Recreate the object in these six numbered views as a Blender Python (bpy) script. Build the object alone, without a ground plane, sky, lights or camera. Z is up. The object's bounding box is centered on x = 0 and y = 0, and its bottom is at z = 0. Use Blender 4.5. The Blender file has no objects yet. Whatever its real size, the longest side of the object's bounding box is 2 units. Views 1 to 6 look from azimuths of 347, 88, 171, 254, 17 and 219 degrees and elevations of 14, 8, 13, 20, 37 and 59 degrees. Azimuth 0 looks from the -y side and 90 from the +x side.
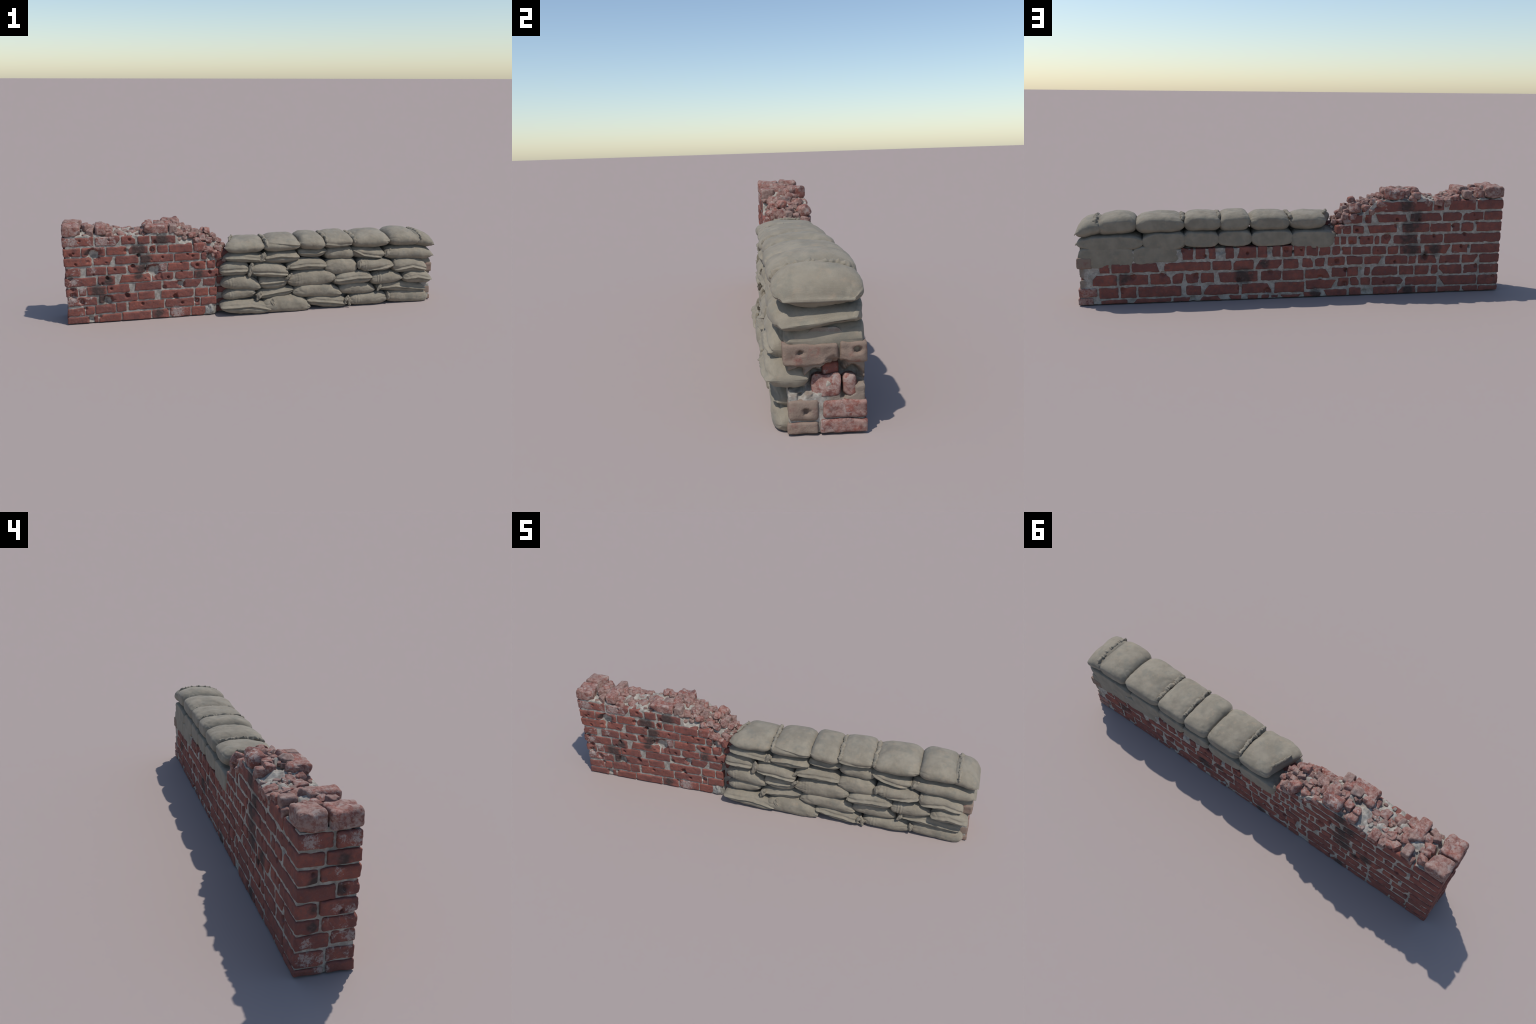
# Ruined brick wall with a sandbag breastwork piled against and over its lower end.
# All meshes keep their origin at the world origin, so Object coordinates = metres of the scene.
import bpy, math, random
import numpy as np

random.seed(11)
YF, YB = -0.065, 0.118          # front and back faces of the masonry
XL, XR = -0.990, 0.990          # its two ends


# ---------------------------------------------------------------- noise and mesh helpers
def _hash(ix, iy, iz, seed):
    h = (ix.astype(np.uint32) * np.uint32(374761393) + iy.astype(np.uint32) * np.uint32(668265263)
         + iz.astype(np.uint32) * np.uint32(2246822519) + np.uint32((seed * 3266489917 + 97) & 0xFFFFFFFF))
    h = (h ^ (h >> np.uint32(13))) * np.uint32(1274126177)
    h = (h ^ (h >> np.uint32(15))) * np.uint32(2654435761)
    return (h ^ (h >> np.uint32(16))).astype(np.float64) / 4294967295.0 * 2.0 - 1.0


def noise(p, freq, seed=0):
    """smooth value noise in -1..1 ; p is (n,3) ; freq scalar or 3-vector (1/m)"""
    q = p * np.asarray(freq, dtype=np.float64) + 1000.0
    i = np.floor(q).astype(np.int64)
    f = q - i
    f = f * f * (3 - 2 * f)
    out = 0.0
    for dx in (0, 1):
        wx = f[:, 0] if dx else 1 - f[:, 0]
        for dy in (0, 1):
            wy = f[:, 1] if dy else 1 - f[:, 1]
            for dz in (0, 1):
                wz = f[:, 2] if dz else 1 - f[:, 2]
                out = out + wx * wy * wz * _hash(i[:, 0] + dx, i[:, 1] + dy, i[:, 2] + dz, seed)
    return out


def fbm(p, freq, seed=0, octaves=3):
    a, s = 1.0, 0.0
    f = np.asarray(freq, dtype=np.float64)
    for k in range(octaves):
        s = s + a * noise(p, f, seed + 17 * k)
        a *= 0.5
        f = f * 2.1
    return s


_grids = {}


def box_grid(nx, ny, nz):
    """surface of a subdivided box: lattice vertices scaled to -1..1 and quads"""
    key = (nx, ny, nz)
    if key in _grids:
        return _grids[key]
    n = np.array(key)
    quads = []
    for ax in range(3):
        u, v = (ax + 1) % 3, (ax + 2) % 3
        gu, gv = np.meshgrid(np.arange(n[u]), np.arange(n[v]), indexing="ij")
        gu, gv = gu.ravel(), gv.ravel()
        for side in (0, 1):
            q = np.zeros((gu.size, 4, 3), dtype=np.int64)
            for k, (a, b) in enumerate(((0, 0), (1, 0), (1, 1), (0, 1))):
                q[:, k, ax] = side * n[ax]
                q[:, k, u] = gu + a
                q[:, k, v] = gv + b
            quads.append(q if side else q[:, ::-1])
    q = np.concatenate(quads)
    code = (q[..., 0] * (ny + 1) + q[..., 1]) * (nz + 1) + q[..., 2]
    uniq, inv = np.unique(code.ravel(), return_inverse=True)
    z = uniq % (nz + 1)
    y = (uniq // (nz + 1)) % (ny + 1)
    x = uniq // ((nz + 1) * (ny + 1))
    p = np.stack([x / nx, y / ny, z / nz], 1) * 2.0 - 1.0
    _grids[key] = (p, inv.reshape(-1, 4))
    return _grids[key]


def make_object(name, p, quads, material, parent=None, tris=None, kind=None):
    me = bpy.data.meshes.new(name)
    nv, nq = len(p), len(quads)
    nt = 0 if tris is None else len(tris)
    me.vertices.add(nv)
    me.vertices.foreach_set("co", np.ascontiguousarray(p, dtype=np.float32).ravel())
    loops = quads.ravel() if not nt else np.concatenate([quads.ravel(), np.asarray(tris).ravel()])
    me.loops.add(len(loops))
    me.loops.foreach_set("vertex_index", loops.astype(np.int32))
    me.polygons.add(nq + nt)
    starts = np.concatenate([np.arange(nq) * 4, nq * 4 + np.arange(nt) * 3]).astype(np.int32)
    me.polygons.foreach_set("loop_start", starts)
    me.polygons.foreach_set("use_smooth", np.ones(nq + nt, dtype=bool))
    me.update(calc_edges=True)
    me.materials.append(material)
    ob = bpy.data.objects.new(name, me)
    bpy.context.scene.collection.objects.link(ob)
    if parent:
        ob.parent = parent
    if kind:
        ob["kind"] = kind
    return ob


def empty(name, label, category):
    ob = bpy.data.objects.new(name, None)
    bpy.context.scene.collection.objects.link(ob)
    ob["label"], ob["category"] = label, category
    return ob


def smooth(x):
    x = np.clip(x, 0, 1)
    return x * x * (3 - 2 * x)


# ---------------------------------------------------------------- damage: craters and bullet holes
# shell craters (x, z, radius): they break bricks away deeper than the mortar behind them
FRONT_CRATERS = [
    (-0.555, 0.254, 0.050), (-0.851, 0.355, 0.043), (-0.792, 0.110, 0.034), (-0.253, 0.310, 0.034),
    (-0.419, 0.180, 0.026), (-0.337, 0.081, 0.020), (-0.876, 0.023, 0.020), (-0.903, 0.079, 0.014),
    (-0.503, 0.165, 0.016), (-0.959, 0.183, 0.020), (-0.834, 0.032, 0.012), (-0.963, 0.148, 0.020),
    (-0.920, 0.115, 0.020), (-0.689, 0.370, 0.014), (-0.559, 0.367, 0.018), (-0.482, 0.043, 0.012),
    (-0.962, 0.358, 0.010), (-0.970, 0.240, 0.020), (-0.545, 0.405, 0.012)]
FRONT_HOLES = [
    (-0.915, 0.429, 0.006), (-0.773, 0.428, 0.006), (-0.671, 0.425, 0.007), (-0.545, 0.412, 0.007),
    (-0.939, 0.311, 0.006), (-0.961, 0.180, 0.007), (-0.748, 0.274, 0.006), (-0.508, 0.326, 0.006),
    (-0.658, 0.285, 0.010), (-0.597, 0.269, 0.006), (-0.788, 0.230, 0.010), (-0.814, 0.204, 0.006),
    (-0.771, 0.175, 0.006), (-0.615, 0.084, 0.007), (-0.445, 0.112, 0.013), (-0.412, 0.076, 0.008),
    (-0.693, 0.133, 0.012), (-0.481, 0.217, 0.006), (-0.329, 0.274, 0.009), (-0.264, 0.231, 0.008),
    (-0.380, 0.334, 0.006), (-0.352, 0.324, 0.006), (-0.629, 0.339, 0.009), (-0.410, 0.246, 0.005),
    (-0.412, 0.291, 0.005), (-0.948, 0.367, 0.006), (-0.789, 0.312, 0.004), (-0.856, 0.253, 0.005),
    (-0.230, 0.214, 0.007), (-0.289, 0.288, 0.005)]
BACK_CRATERS = [
    (0.750, 0.123, 0.018), (0.617, 0.134, 0.018), (0.467, 0.118, 0.021), (0.363, 0.235, 0.030),
    (0.131, 0.129, 0.016), (0.058, 0.229, 0.015), (0.136, 0.227, 0.019), (0.279, 0.092, 0.014),
    (0.144, 0.038, 0.022), (0.271, 0.054, 0.013), (0.490, 0.011, 0.018), (0.801, 0.066, 0.016),
    (0.531, 0.240, 0.017), (-0.109, 0.093, 0.016), (-0.296, 0.126, 0.015), (-0.322, 0.017, 0.019),
    (-0.226, 0.057, 0.017), (-0.875, 0.127, 0.015), (-0.967, 0.072, 0.012), (-0.579, 0.356, 0.013),
    (-0.675, 0.421, 0.014), (-0.467, 0.333, 0.016), (-0.421, 0.285, 0.019), (-0.489, 0.033, 0.014),
    (-0.864, 0.341, 0.017), (-0.406, 0.183, 0.012), (-0.184, 0.170, 0.016), (-0.253, 0.250, 0.015),
    (-0.206, 0.227, 0.012), (-0.316, 0.362, 0.016), (-0.073, 0.240, 0.012)]
BACK_HOLES = [
    (0.714, 0.217, 0.006), (0.781, 0.213, 0.006), (0.681, 0.201, 0.004), (0.236, 0.218, 0.007),
    (0.429, 0.211, 0.006), (0.803, 0.183, 0.005), (-0.851, 0.375, 0.005), (-0.655, 0.276, 0.007),
    (-0.807, 0.282, 0.007), (-0.614, 0.177, 0.010), (-0.794, 0.223, 0.008), (-0.832, 0.222, 0.008),
    (-0.334, 0.271, 0.005), (-0.291, 0.277, 0.005), (-0.277, 0.315, 0.008), (-0.014, 0.230, 0.006),
    (-0.380, 0.215, 0.004), (-0.678, 0.419, 0.007), (-0.466, 0.157, 0.007), (-0.416, 0.058, 0.006),
    (-0.468, 0.361, 0.007), (0.026, 0.219, 0.007), (-0.226, 0.126, 0.009), (-0.721, 0.147, 0.005),
    (-0.747, 0.324, 0.006)]
END_CRATERS = [(-0.026, 0.273, 0.012), (-0.066, 0.186, 0.014), (0.011, 0.115, 0.007), (-0.066, 0.285, 0.012),
               (-0.016, 0.201, 0.008), (0.072, 0.328, 0.007), (-0.068, 0.135, 0.012), (0.013, 0.420, 0.006)]
RIGHT_CRATERS = [(0.046, 0.145, 0.040), (0.092, 0.135, 0.034), (0.000, 0.125, 0.036), (-0.045, 0.120, 0.040), (0.070, 0.112, 0.030)]
RIGHT_HOLES = [(-0.022, 0.054, 0.007), (-0.033, 0.194, 0.006), (0.098, 0.196, 0.007)]


def carve_depth(a, z, craters, holes, deep, seed, soft=1.0, gain=0.60):
    """depth to which damage eats the face at in-plane place (a, z)"""
    p = np.stack([a, z, np.full_like(a, seed * 0.37)], 1)
    wob = 1 + 0.30 * noise(p, 60, seed) + 0.15 * noise(p, 160, seed + 3)
    d = np.zeros_like(a)
    for cx, cz, r in craters:
        k = np.hypot(a - cx, z - cz) * wob / r
        d = np.maximum(d, soft * min(deep, gain * r + 0.004) * smooth(1.45 * (1 - k)))
    for cx, cz, r in holes:
        k = np.hypot(a - cx, z - cz) * wob / (r * 1.25)
        d = np.maximum(d, (1.7 if soft == 1 else 2.6) * r * smooth(1.7 * (1 - k * (1 if soft == 1 else 0.85))))
    return d


def damage(p, mortar=False):
    """push masonry vertices back where the wall has been hit"""
    p = p.copy()
    soft = 0.88 if mortar else 1.0
    base = 0.002 if mortar else 0.0
    m = (p[:, 0] < -0.17)
    near = m & (p[:, 1] < YF + 0.03)
    if near.any():
        d = carve_depth(p[near, 0], p[near, 2], FRONT_CRATERS, FRONT_HOLES, 0.022, 3, soft)
        p[near, 1] = np.where(d > 4e-4, np.maximum(p[near, 1], YF + base + d), p[near, 1])
    near = p[:, 1] > YB - 0.03
    if near.any():
        d = carve_depth(p[near, 0], p[near, 2], BACK_CRATERS, BACK_HOLES, 0.014, 5, soft)
        p[near, 1] = np.where(d > 4e-4, np.minimum(p[near, 1], YB - base - d), p[near, 1])
    near = p[:, 0] < XL + 0.03
    if near.any():
        d = carve_depth(p[near, 1], p[near, 2], END_CRATERS, [], 0.02, 7, soft)
        p[near, 0] = np.where(d > 4e-4, np.maximum(p[near, 0], XL + base + d), p[near, 0])
    near = p[:, 0] > XR - 0.05
    if near.any():
        d = carve_depth(p[near, 1], p[near, 2], RIGHT_CRATERS, RIGHT_HOLES, 0.055, 9, soft, 1.6 if mortar else 0.6)
        p[near, 0] = np.where(d > 4e-4, np.minimum(p[near, 0], XR - base - d), p[near, 0])
    return p


# ---------------------------------------------------------------- materials
class Nodes:
    def __init__(self, name):
        self.m = bpy.data.materials.new(name)
        self.m.use_nodes = True
        self.t = self.m.node_tree
        self.t.nodes.clear()
        self.out = self.t.nodes.new("ShaderNodeOutputMaterial")
        self.bsdf = self.t.nodes.new("ShaderNodeBsdfPrincipled")
        self.t.links.new(self.bsdf.outputs[0], self.out.inputs[0])
        self.co = self.t.nodes.new("ShaderNodeTexCoord").outputs["Object"]
        self.rnd = self.t.nodes.new("ShaderNodeObjectInfo").outputs["Random"]

    def new(self, kind, **kw):
        n = self.t.nodes.new(kind)
        for k, v in kw.items():
            setattr(n, k, v)
        return n

    def put(self, sock, v):
        if hasattr(v, "is_output"):
            self.t.links.new(v, sock)
        else:
            sock.default_value = v

    def noise(self, scale, detail=3.0, rough=0.6, vec=None, seed=0.0, distortion=0.0):
        n = self.new("ShaderNodeTexNoise", noise_dimensions="4D")
        self.put(n.inputs["Vector"], vec or self.co)
        self.put(n.inputs["W"], seed)
        n.inputs["Scale"].default_value = scale
        n.inputs["Detail"].default_value = detail
        n.inputs["Roughness"].default_value = rough
        n.inputs["Distortion"].default_value = distortion
        return n.outputs["Fac"]

    def math(self, op, a, b=0.0, clamp=False):
        n = self.new("ShaderNodeMath", operation=op, use_clamp=clamp)
        self.put(n.inputs[0], a)
        self.put(n.inputs[1], b)
        return n.outputs[0]

    def ramp(self, fac, lo, hi):
        n = self.new("ShaderNodeMapRange", interpolation_type="SMOOTHSTEP")
        self.put(n.inputs["Value"], fac)
        n.inputs["From Min"].default_value = lo
        n.inputs["From Max"].default_value = hi
        return n.outputs[0]

    def mix(self, fac, a, b, blend="MIX"):
        n = self.new("ShaderNodeMix", data_type="RGBA", blend_type=blend)
        self.put(n.inputs["Factor"], fac)
        for s, v in ((n.inputs[6], a), (n.inputs[7], b)):
            self.put(s, (*v, 1.0) if isinstance(v, tuple) and len(v) == 3 else v)
        return n.outputs[2]

    def spots(self, places, y, vec=None):
        """union of soft round patches (x, z, radius) on a wall face at depth y"""
        total = None
        for x, z, r in places:
            d = self.new("ShaderNodeVectorMath", operation="DISTANCE")
            self.put(d.inputs[0], vec or self.co)
            d.inputs[1].default_value = (x, y, z)
            k = self.new("ShaderNodeMapRange", interpolation_type="SMOOTHSTEP")
            self.put(k.inputs["Value"], d.outputs["Value"])
            k.inputs["From Min"].default_value = r * 1.75
            k.inputs["From Max"].default_value = 0.0
            total = k.outputs[0] if total is None else self.math("MAXIMUM", total, k.outputs[0])
        return total

    def bump(self, height, strength, distance):
        n = self.new("ShaderNodeBump")
        n.inputs["Strength"].default_value = strength
        n.inputs["Distance"].default_value = distance
        self.put(n.inputs["Height"], height)
        self.t.links.new(n.outputs[0], self.bsdf.inputs["Normal"])

    def finish(self, colour, rough=0.9):
        self.put(self.bsdf.inputs["Base Color"], colour)
        self.bsdf.inputs["Roughness"].default_value = rough
        self.bsdf.inputs["Specular IOR Level"].default_value = 0.2
        return self.m


SOOT_SHADE_FRONT = [(-0.838, 0.171, 0.047), (-0.810, 0.117, 0.040), (-0.628, 0.371, 0.050), (-0.591, 0.325, 0.042),
              (-0.507, 0.416, 0.043), (-0.608, 0.280, 0.045), (-0.534, 0.026, 0.034), (-0.322, 0.228, 0.030),
              (-0.633, 0.235, 0.028), (-0.265, 0.319, 0.026), (-0.783, 0.220, 0.030), (-0.876, 0.368, 0.024),
              (-0.548, 0.246, 0.026), (-0.846, 0.346, 0.026), (-0.786, 0.106, 0.022), (-0.413, 0.176, 0.016), (-0.250, 0.312, 0.020)]  # last five spots paint recess shade, along with soot, into crater centres
SOOT_BACK = [(-0.516, 0.424, 0.045), (-0.563, 0.371, 0.045), (-0.532, 0.319, 0.052), (-0.529, 0.267, 0.050),
             (-0.542, 0.218, 0.050), (-0.662, 0.210, 0.040), (-0.613, 0.182, 0.028), (-0.532, 0.017, 0.036),
             (0.257, 0.111, 0.055), (0.795, 0.114, 0.036), (0.158, 0.168, 0.030), (-0.082, 0.019, 0.032)]
LIME_FRONT = [(-0.957, 0.427, 0.040), (-0.800, 0.428, 0.050), (-0.830, 0.405, 0.030), (-0.515, 0.276, 0.034),
              (-0.917, 0.175, 0.026), (-0.952, 0.219, 0.030), (-0.961, 0.127, 0.034), (-0.439, 0.028, 0.045),
              (-0.248, 0.375, 0.040), (-0.443, 0.465, 0.018), (-0.855, 0.273, 0.020)]

RED, DEEP, ORANGE = (0.252, 0.087, 0.066), (0.152, 0.061, 0.052), (0.340, 0.098, 0.052)
SOOT_SHADE, LIME, DUST = (0.045, 0.042, 0.038), (0.38, 0.33, 0.30), (0.350, 0.245, 0.208)
CEMENT_PALE, CEMENT_GREY = (0.45, 0.412, 0.36), (0.265, 0.245, 0.212)
CLAY = (0.235, 0.18, 0.14)


def brick_material(name, lime=0.25, dust=0.0, clay=0.0, seed=0.0, soot_shade=True):
    n = Nodes(name)
    per = n.math("MULTIPLY", n.rnd, 37.0)
    broad = n.noise(26, 3, 0.6, seed=per)
    col = n.mix(n.ramp(broad, 0.30, 0.70), DEEP, RED)
    col = n.mix(n.math("MULTIPLY", n.ramp(n.rnd, 0.50, 1.0), 0.65), col, DEEP)
    col = n.mix(n.math("MULTIPLY", n.ramp(n.rnd, 0.30, 0.0), 0.10), col, ORANGE)
    col = n.mix(n.math("MULTIPLY", n.ramp(n.noise(55, 3, 0.6, seed=seed + 4), 0.56, 0.74), 0.40), col, ORANGE)
    grain = n.noise(330, 4, 0.7, seed=seed)
    col = n.mix(n.math("MULTIPLY", n.ramp(grain, 0.50, 0.75), 0.22), col, DUST)
    col = n.mix(n.math("MULTIPLY", n.ramp(n.noise(210, 3, 0.6, seed=seed + 9), 0.60, 0.72), 0.35), col, DEEP)
    if soot_shade:
        mask = n.math("MAXIMUM", n.spots(SOOT_SHADE_FRONT, YF), n.spots(SOOT_BACK, YB))
        mask = n.math("MAXIMUM", mask, n.math("MAXIMUM", n.spots([(XL, 0.365, 0.030), (XL, 0.270, 0.024)], -0.01), n.spots([(XL, 0.300, 0.026), (XL, 0.165, 0.022), (XL, 0.215, 0.020)], 0.07)))
        torn = n.ramp(n.math("ADD", mask, n.math("MULTIPLY", n.noise(45, 4, 0.6, seed=2.0), 1.25)), 0.95, 1.55)
        col = n.mix(n.math("MULTIPLY", torn, 0.85), col, SOOT_SHADE)
    col = n.mix(n.math("MULTIPLY", n.ramp(n.noise(75, 4, 0.65, seed=seed + 21), 0.48, 0.68), 0.62), col, (0.135, 0.080, 0.074))
    scuff = n.noise(150, 6, 0.8, seed=seed + 24, distortion=0.6)
    col = n.mix(n.math("MULTIPLY", n.ramp(scuff, 0.60, 0.74), 0.40), col, DUST)
    # thin lime and mortar smears
    patch = n.noise(36, 5, 0.72, seed=seed + 6.0, distortion=0.4)
    smear = n.math("MULTIPLY", n.ramp(patch, 0.66 - 0.30 * lime, 0.78 - 0.30 * lime), 0.75)
    if soot_shade:
        mk = n.spots(LIME_FRONT, YF)
        for y_, places in ((-0.045, [(XL, 0.425, 0.030), (XL, 0.205, 0.026), (XL, 0.120, 0.024)]), (0.000, [(XL, 0.215, 0.022), (XL, 0.330, 0.018)]),
                           (0.085, [(XL, 0.060, 0.032), (XL, 0.425, 0.030), (XL, 0.110, 0.022)]), (0.035, [(XL, 0.015, 0.030), (XL, 0.055, 0.024)])):
            mk = n.math("MAXIMUM", mk, n.spots(places, y_))
        lm = n.ramp(n.math("ADD", n.math("MULTIPLY", mk, 0.40), n.math("MULTIPLY", n.noise(105, 6, 0.78, seed=7.0, distortion=0.7), 1.5)), 0.98, 1.16)
        smear = n.math("MAXIMUM", smear, n.math("MULTIPLY", lm, 0.72))
    col = n.mix(smear, col, LIME)
    if dust:
        film = n.ramp(n.noise(70, 5, 0.7, seed=seed + 12), 0.62 - 0.32 * dust, 0.85 - 0.32 * dust)
        col = n.mix(n.math("MULTIPLY", film, 0.72), col, DUST)
    if dust > 0.3:                               # lumps differ: some redder, some caked with grey lime
        col = n.mix(n.math("MULTIPLY", n.ramp(n.rnd, 0.55, 1.0), 0.45), col, (0.250, 0.195, 0.165))
    if clay:
        film = n.ramp(n.noise(40, 4, 0.6, seed=seed + 15), 0.55 - 0.4 * clay, 0.85 - 0.4 * clay)
        col = n.mix(n.math("MULTIPLY", film, 0.9), col, CLAY)
    n.bump(n.math("ADD", n.noise(300, 5, 0.7), n.math("MULTIPLY", n.noise(110, 3, 0.6), 1.2)), 0.55, 0.0022)
    return n.finish(col, 0.92)


def mortar_material():
    n = Nodes("lime_mortar")
    col = n.mix(n.ramp(n.noise(48, 4, 0.65), 0.35, 0.68), CEMENT_GREY, CEMENT_PALE)
    col = n.mix(n.math("MULTIPLY", n.ramp(n.noise(60, 4, 0.7, seed=5.0), 0.54, 0.70), 0.50), col, (0.30, 0.165, 0.13))
    col = n.mix(n.math("MULTIPLY", n.ramp(n.noise(240, 3, 0.7, seed=8.0), 0.56, 0.72), 0.35), col, (0.16, 0.15, 0.14))
    mask = n.math("MAXIMUM", n.spots(SOOT_SHADE_FRONT, YF), n.spots(SOOT_BACK, YB))
    torn = n.ramp(n.math("ADD", mask, n.math("MULTIPLY", n.noise(45, 4, 0.6, seed=2.0), 1.1)), 0.85, 1.45)
    col = n.mix(n.math("MULTIPLY", torn, 0.72), col, (0.075, 0.072, 0.066))  # soot, plus the shade painted into the front crater hollows
    far = n.math("MAXIMUM", n.spots([(1.0, 0.19, 0.060), (1.0, 0.13, 0.045), (0.97, 0.26, 0.06)], -0.03), n.spots([(1.0, 0.20, 0.06), (1.0, 0.14, 0.05), (1.0, 0.10, 0.05)], 0.08))
    caked = n.ramp(n.math("ADD", far, n.math("MULTIPLY", n.noise(60, 4, 0.6, seed=11.0), 0.7)), 0.55, 0.85)
    col = n.mix(n.math("MULTIPLY", caked, 0.85), col, CLAY)
    n.bump(n.math("ADD", n.noise(260, 5, 0.75), n.noise(90, 3, 0.6)), 0.7, 0.003)
    return n.finish(col, 0.95)


def stone_material():
    n = Nodes("grey_concrete")
    col = n.mix(n.ramp(n.noise(170, 4, 0.7), 0.35, 0.65), (0.22, 0.21, 0.19), (0.42, 0.40, 0.36))
    n.bump(n.noise(250, 4, 0.7), 0.7, 0.003)
    return n.finish(col, 0.95)


def burlap_material():
    n = Nodes("weathered_burlap")
    per = n.math("MULTIPLY", n.rnd, 23.0)
    col = n.mix(n.ramp(n.noise(17, 4, 0.6, seed=per), 0.30, 0.70), (0.208, 0.181, 0.138), (0.276, 0.242, 0.186))
    col = n.mix(n.math("MULTIPLY", n.ramp(n.noise(38, 4, 0.65, seed=3.0), 0.52, 0.70), 0.50), col, (0.310, 0.246, 0.178))
    col = n.mix(n.math("MULTIPLY", n.ramp(n.noise(24, 3, 0.6, seed=8.0), 0.50, 0.70), 0.50), col, (0.176, 0.170, 0.140))
    col = n.mix(n.math("MULTIPLY", n.ramp(n.noise(420, 3, 0.7, seed=1.0), 0.45, 0.75), 0.22), col, (0.34, 0.30, 0.23))
    waves = []
    for direction in ("X", "Y", "Z"):
        w = n.new("ShaderNodeTexWave", wave_type="BANDS", bands_direction=direction)
        n.put(w.inputs["Vector"], n.co)
        w.inputs["Scale"].default_value = 170
        w.inputs["Distortion"].default_value = 1.5
        waves.append(w.outputs["Fac"])
    weave = n.math("ADD", n.math("ADD", waves[0], waves[1]), waves[2])
    n.bump(n.math("ADD", n.math("MULTIPLY", weave, 0.18), n.noise(140, 4, 0.65)), 0.30, 0.002)
    n.bsdf.inputs["Sheen Weight"].default_value = 0.08
    return n.finish(col, 0.95)


M_BRICK = brick_material("fired_brick", lime=0.05)
M_OLD = brick_material("limed_brick", lime=0.45, dust=0.15, seed=3.0)
M_CHUNK = brick_material("dusty_brick", lime=0.48, dust=0.74, seed=6.0, soot_shade=False)
M_WHITE = brick_material("whitewashed_brick", lime=0.66, dust=0.5, seed=13.0, soot_shade=False)
M_CLAY = brick_material("clay_caked_brick", lime=0.10, dust=0.5, clay=0.85, seed=8.0, soot_shade=False)
M_MORTAR = mortar_material()
M_STONE = stone_material()
M_BAG = burlap_material()

WALL = empty("brick_wall", "ruined red brick wall with shell damage and bullet holes", "brick wall")
PILE = empty("sandbag_pile", "stacked khaki burlap sandbags with seams and tied necks", "sandbags")
counter = [0]


# ---------------------------------------------------------------- bricks
def brick(lo, hi, material=M_BRICK, r=0.0055, warp=0.0028, rough=0.0007, step=0.0034, name="brick",
          tilt=0.0, hit=True, chips=0):
    counter[0] += 1
    sd = counter[0]
    rng = random.Random(sd)
    lo, hi = np.array(lo, float) - (0.0003, 0, 0.0003), np.array(hi, float) + (0.0003, 0, 0.0003)
    half, mid = (hi - lo) / 2, (hi + lo) / 2
    n = np.maximum(3, np.round(2 * half / np.array([step, step * 1.6, step]))).astype(int)
    g, q = box_grid(*n)
    p = g * half
    pw = p + mid
    rr = np.minimum(r * (1 + 0.5 * noise(pw, 45, 21)), half.min() * 0.8)[:, None]
    core = np.clip(p, -(half - rr), half - rr)
    d = p - core
    ln = np.linalg.norm(d, axis=1, keepdims=True)
    p = core + np.where(ln > 1e-9, d / np.maximum(ln, 1e-9) * np.minimum(ln, rr), 0)
    for k in range(chips):                       # broken-off corners
        v = np.array([rng.choice((-1, 1)) * rng.uniform(.5, 1), rng.uniform(-1, 1), rng.uniform(-1, 1)])
        v /= np.linalg.norm(v)
        lim = (np.abs(v) * half).sum() * rng.uniform(0.66, 0.88)
        over = np.maximum(p @ v - lim, 0)
        p -= over[:, None] * v
    if tilt:
        a = rng.uniform(-tilt, tilt)
        c, s = math.cos(a), math.sin(a)
        p = np.stack([p[:, 0] * c - p[:, 2] * s, p[:, 1], p[:, 0] * s + p[:, 2] * c], 1)
    p = p + mid
    w = np.stack([noise(p, 38, 31 + sd), noise(p, 38, 57 + sd), noise(p, 38, 83 + sd)], 1)
    w2 = np.stack([noise(p, 110, 131), noise(p, 110, 157), noise(p, 110, 183)], 1)
    p += w * warp * np.array([1, 0.35, 1]) + w2 * rough * 1.3
    if hit:
        p = damage(p)
    p[:, 2] = np.maximum(p[:, 2], 0.0006 + 0.0014 * (noise(p, 30, 5) + 1))
    return make_object(name, p, q, material, WALL)


def height_line(stations, row):
    """bottom and top of a course as functions of x, from (x, {row: (z0, z1)}) stations"""
    st = [(x, t[row]) for x, t in stations if row in t]
    st.sort()
    xs = [s[0] for s in st]
    return lambda x: (np.interp(x, xs, [s[1][0] for s in st]), np.interp(x, xs, [s[1][1] for s in st]))


def rows(*pairs):
    return {i + 1: p for i, p in enumerate(pairs)}


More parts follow.
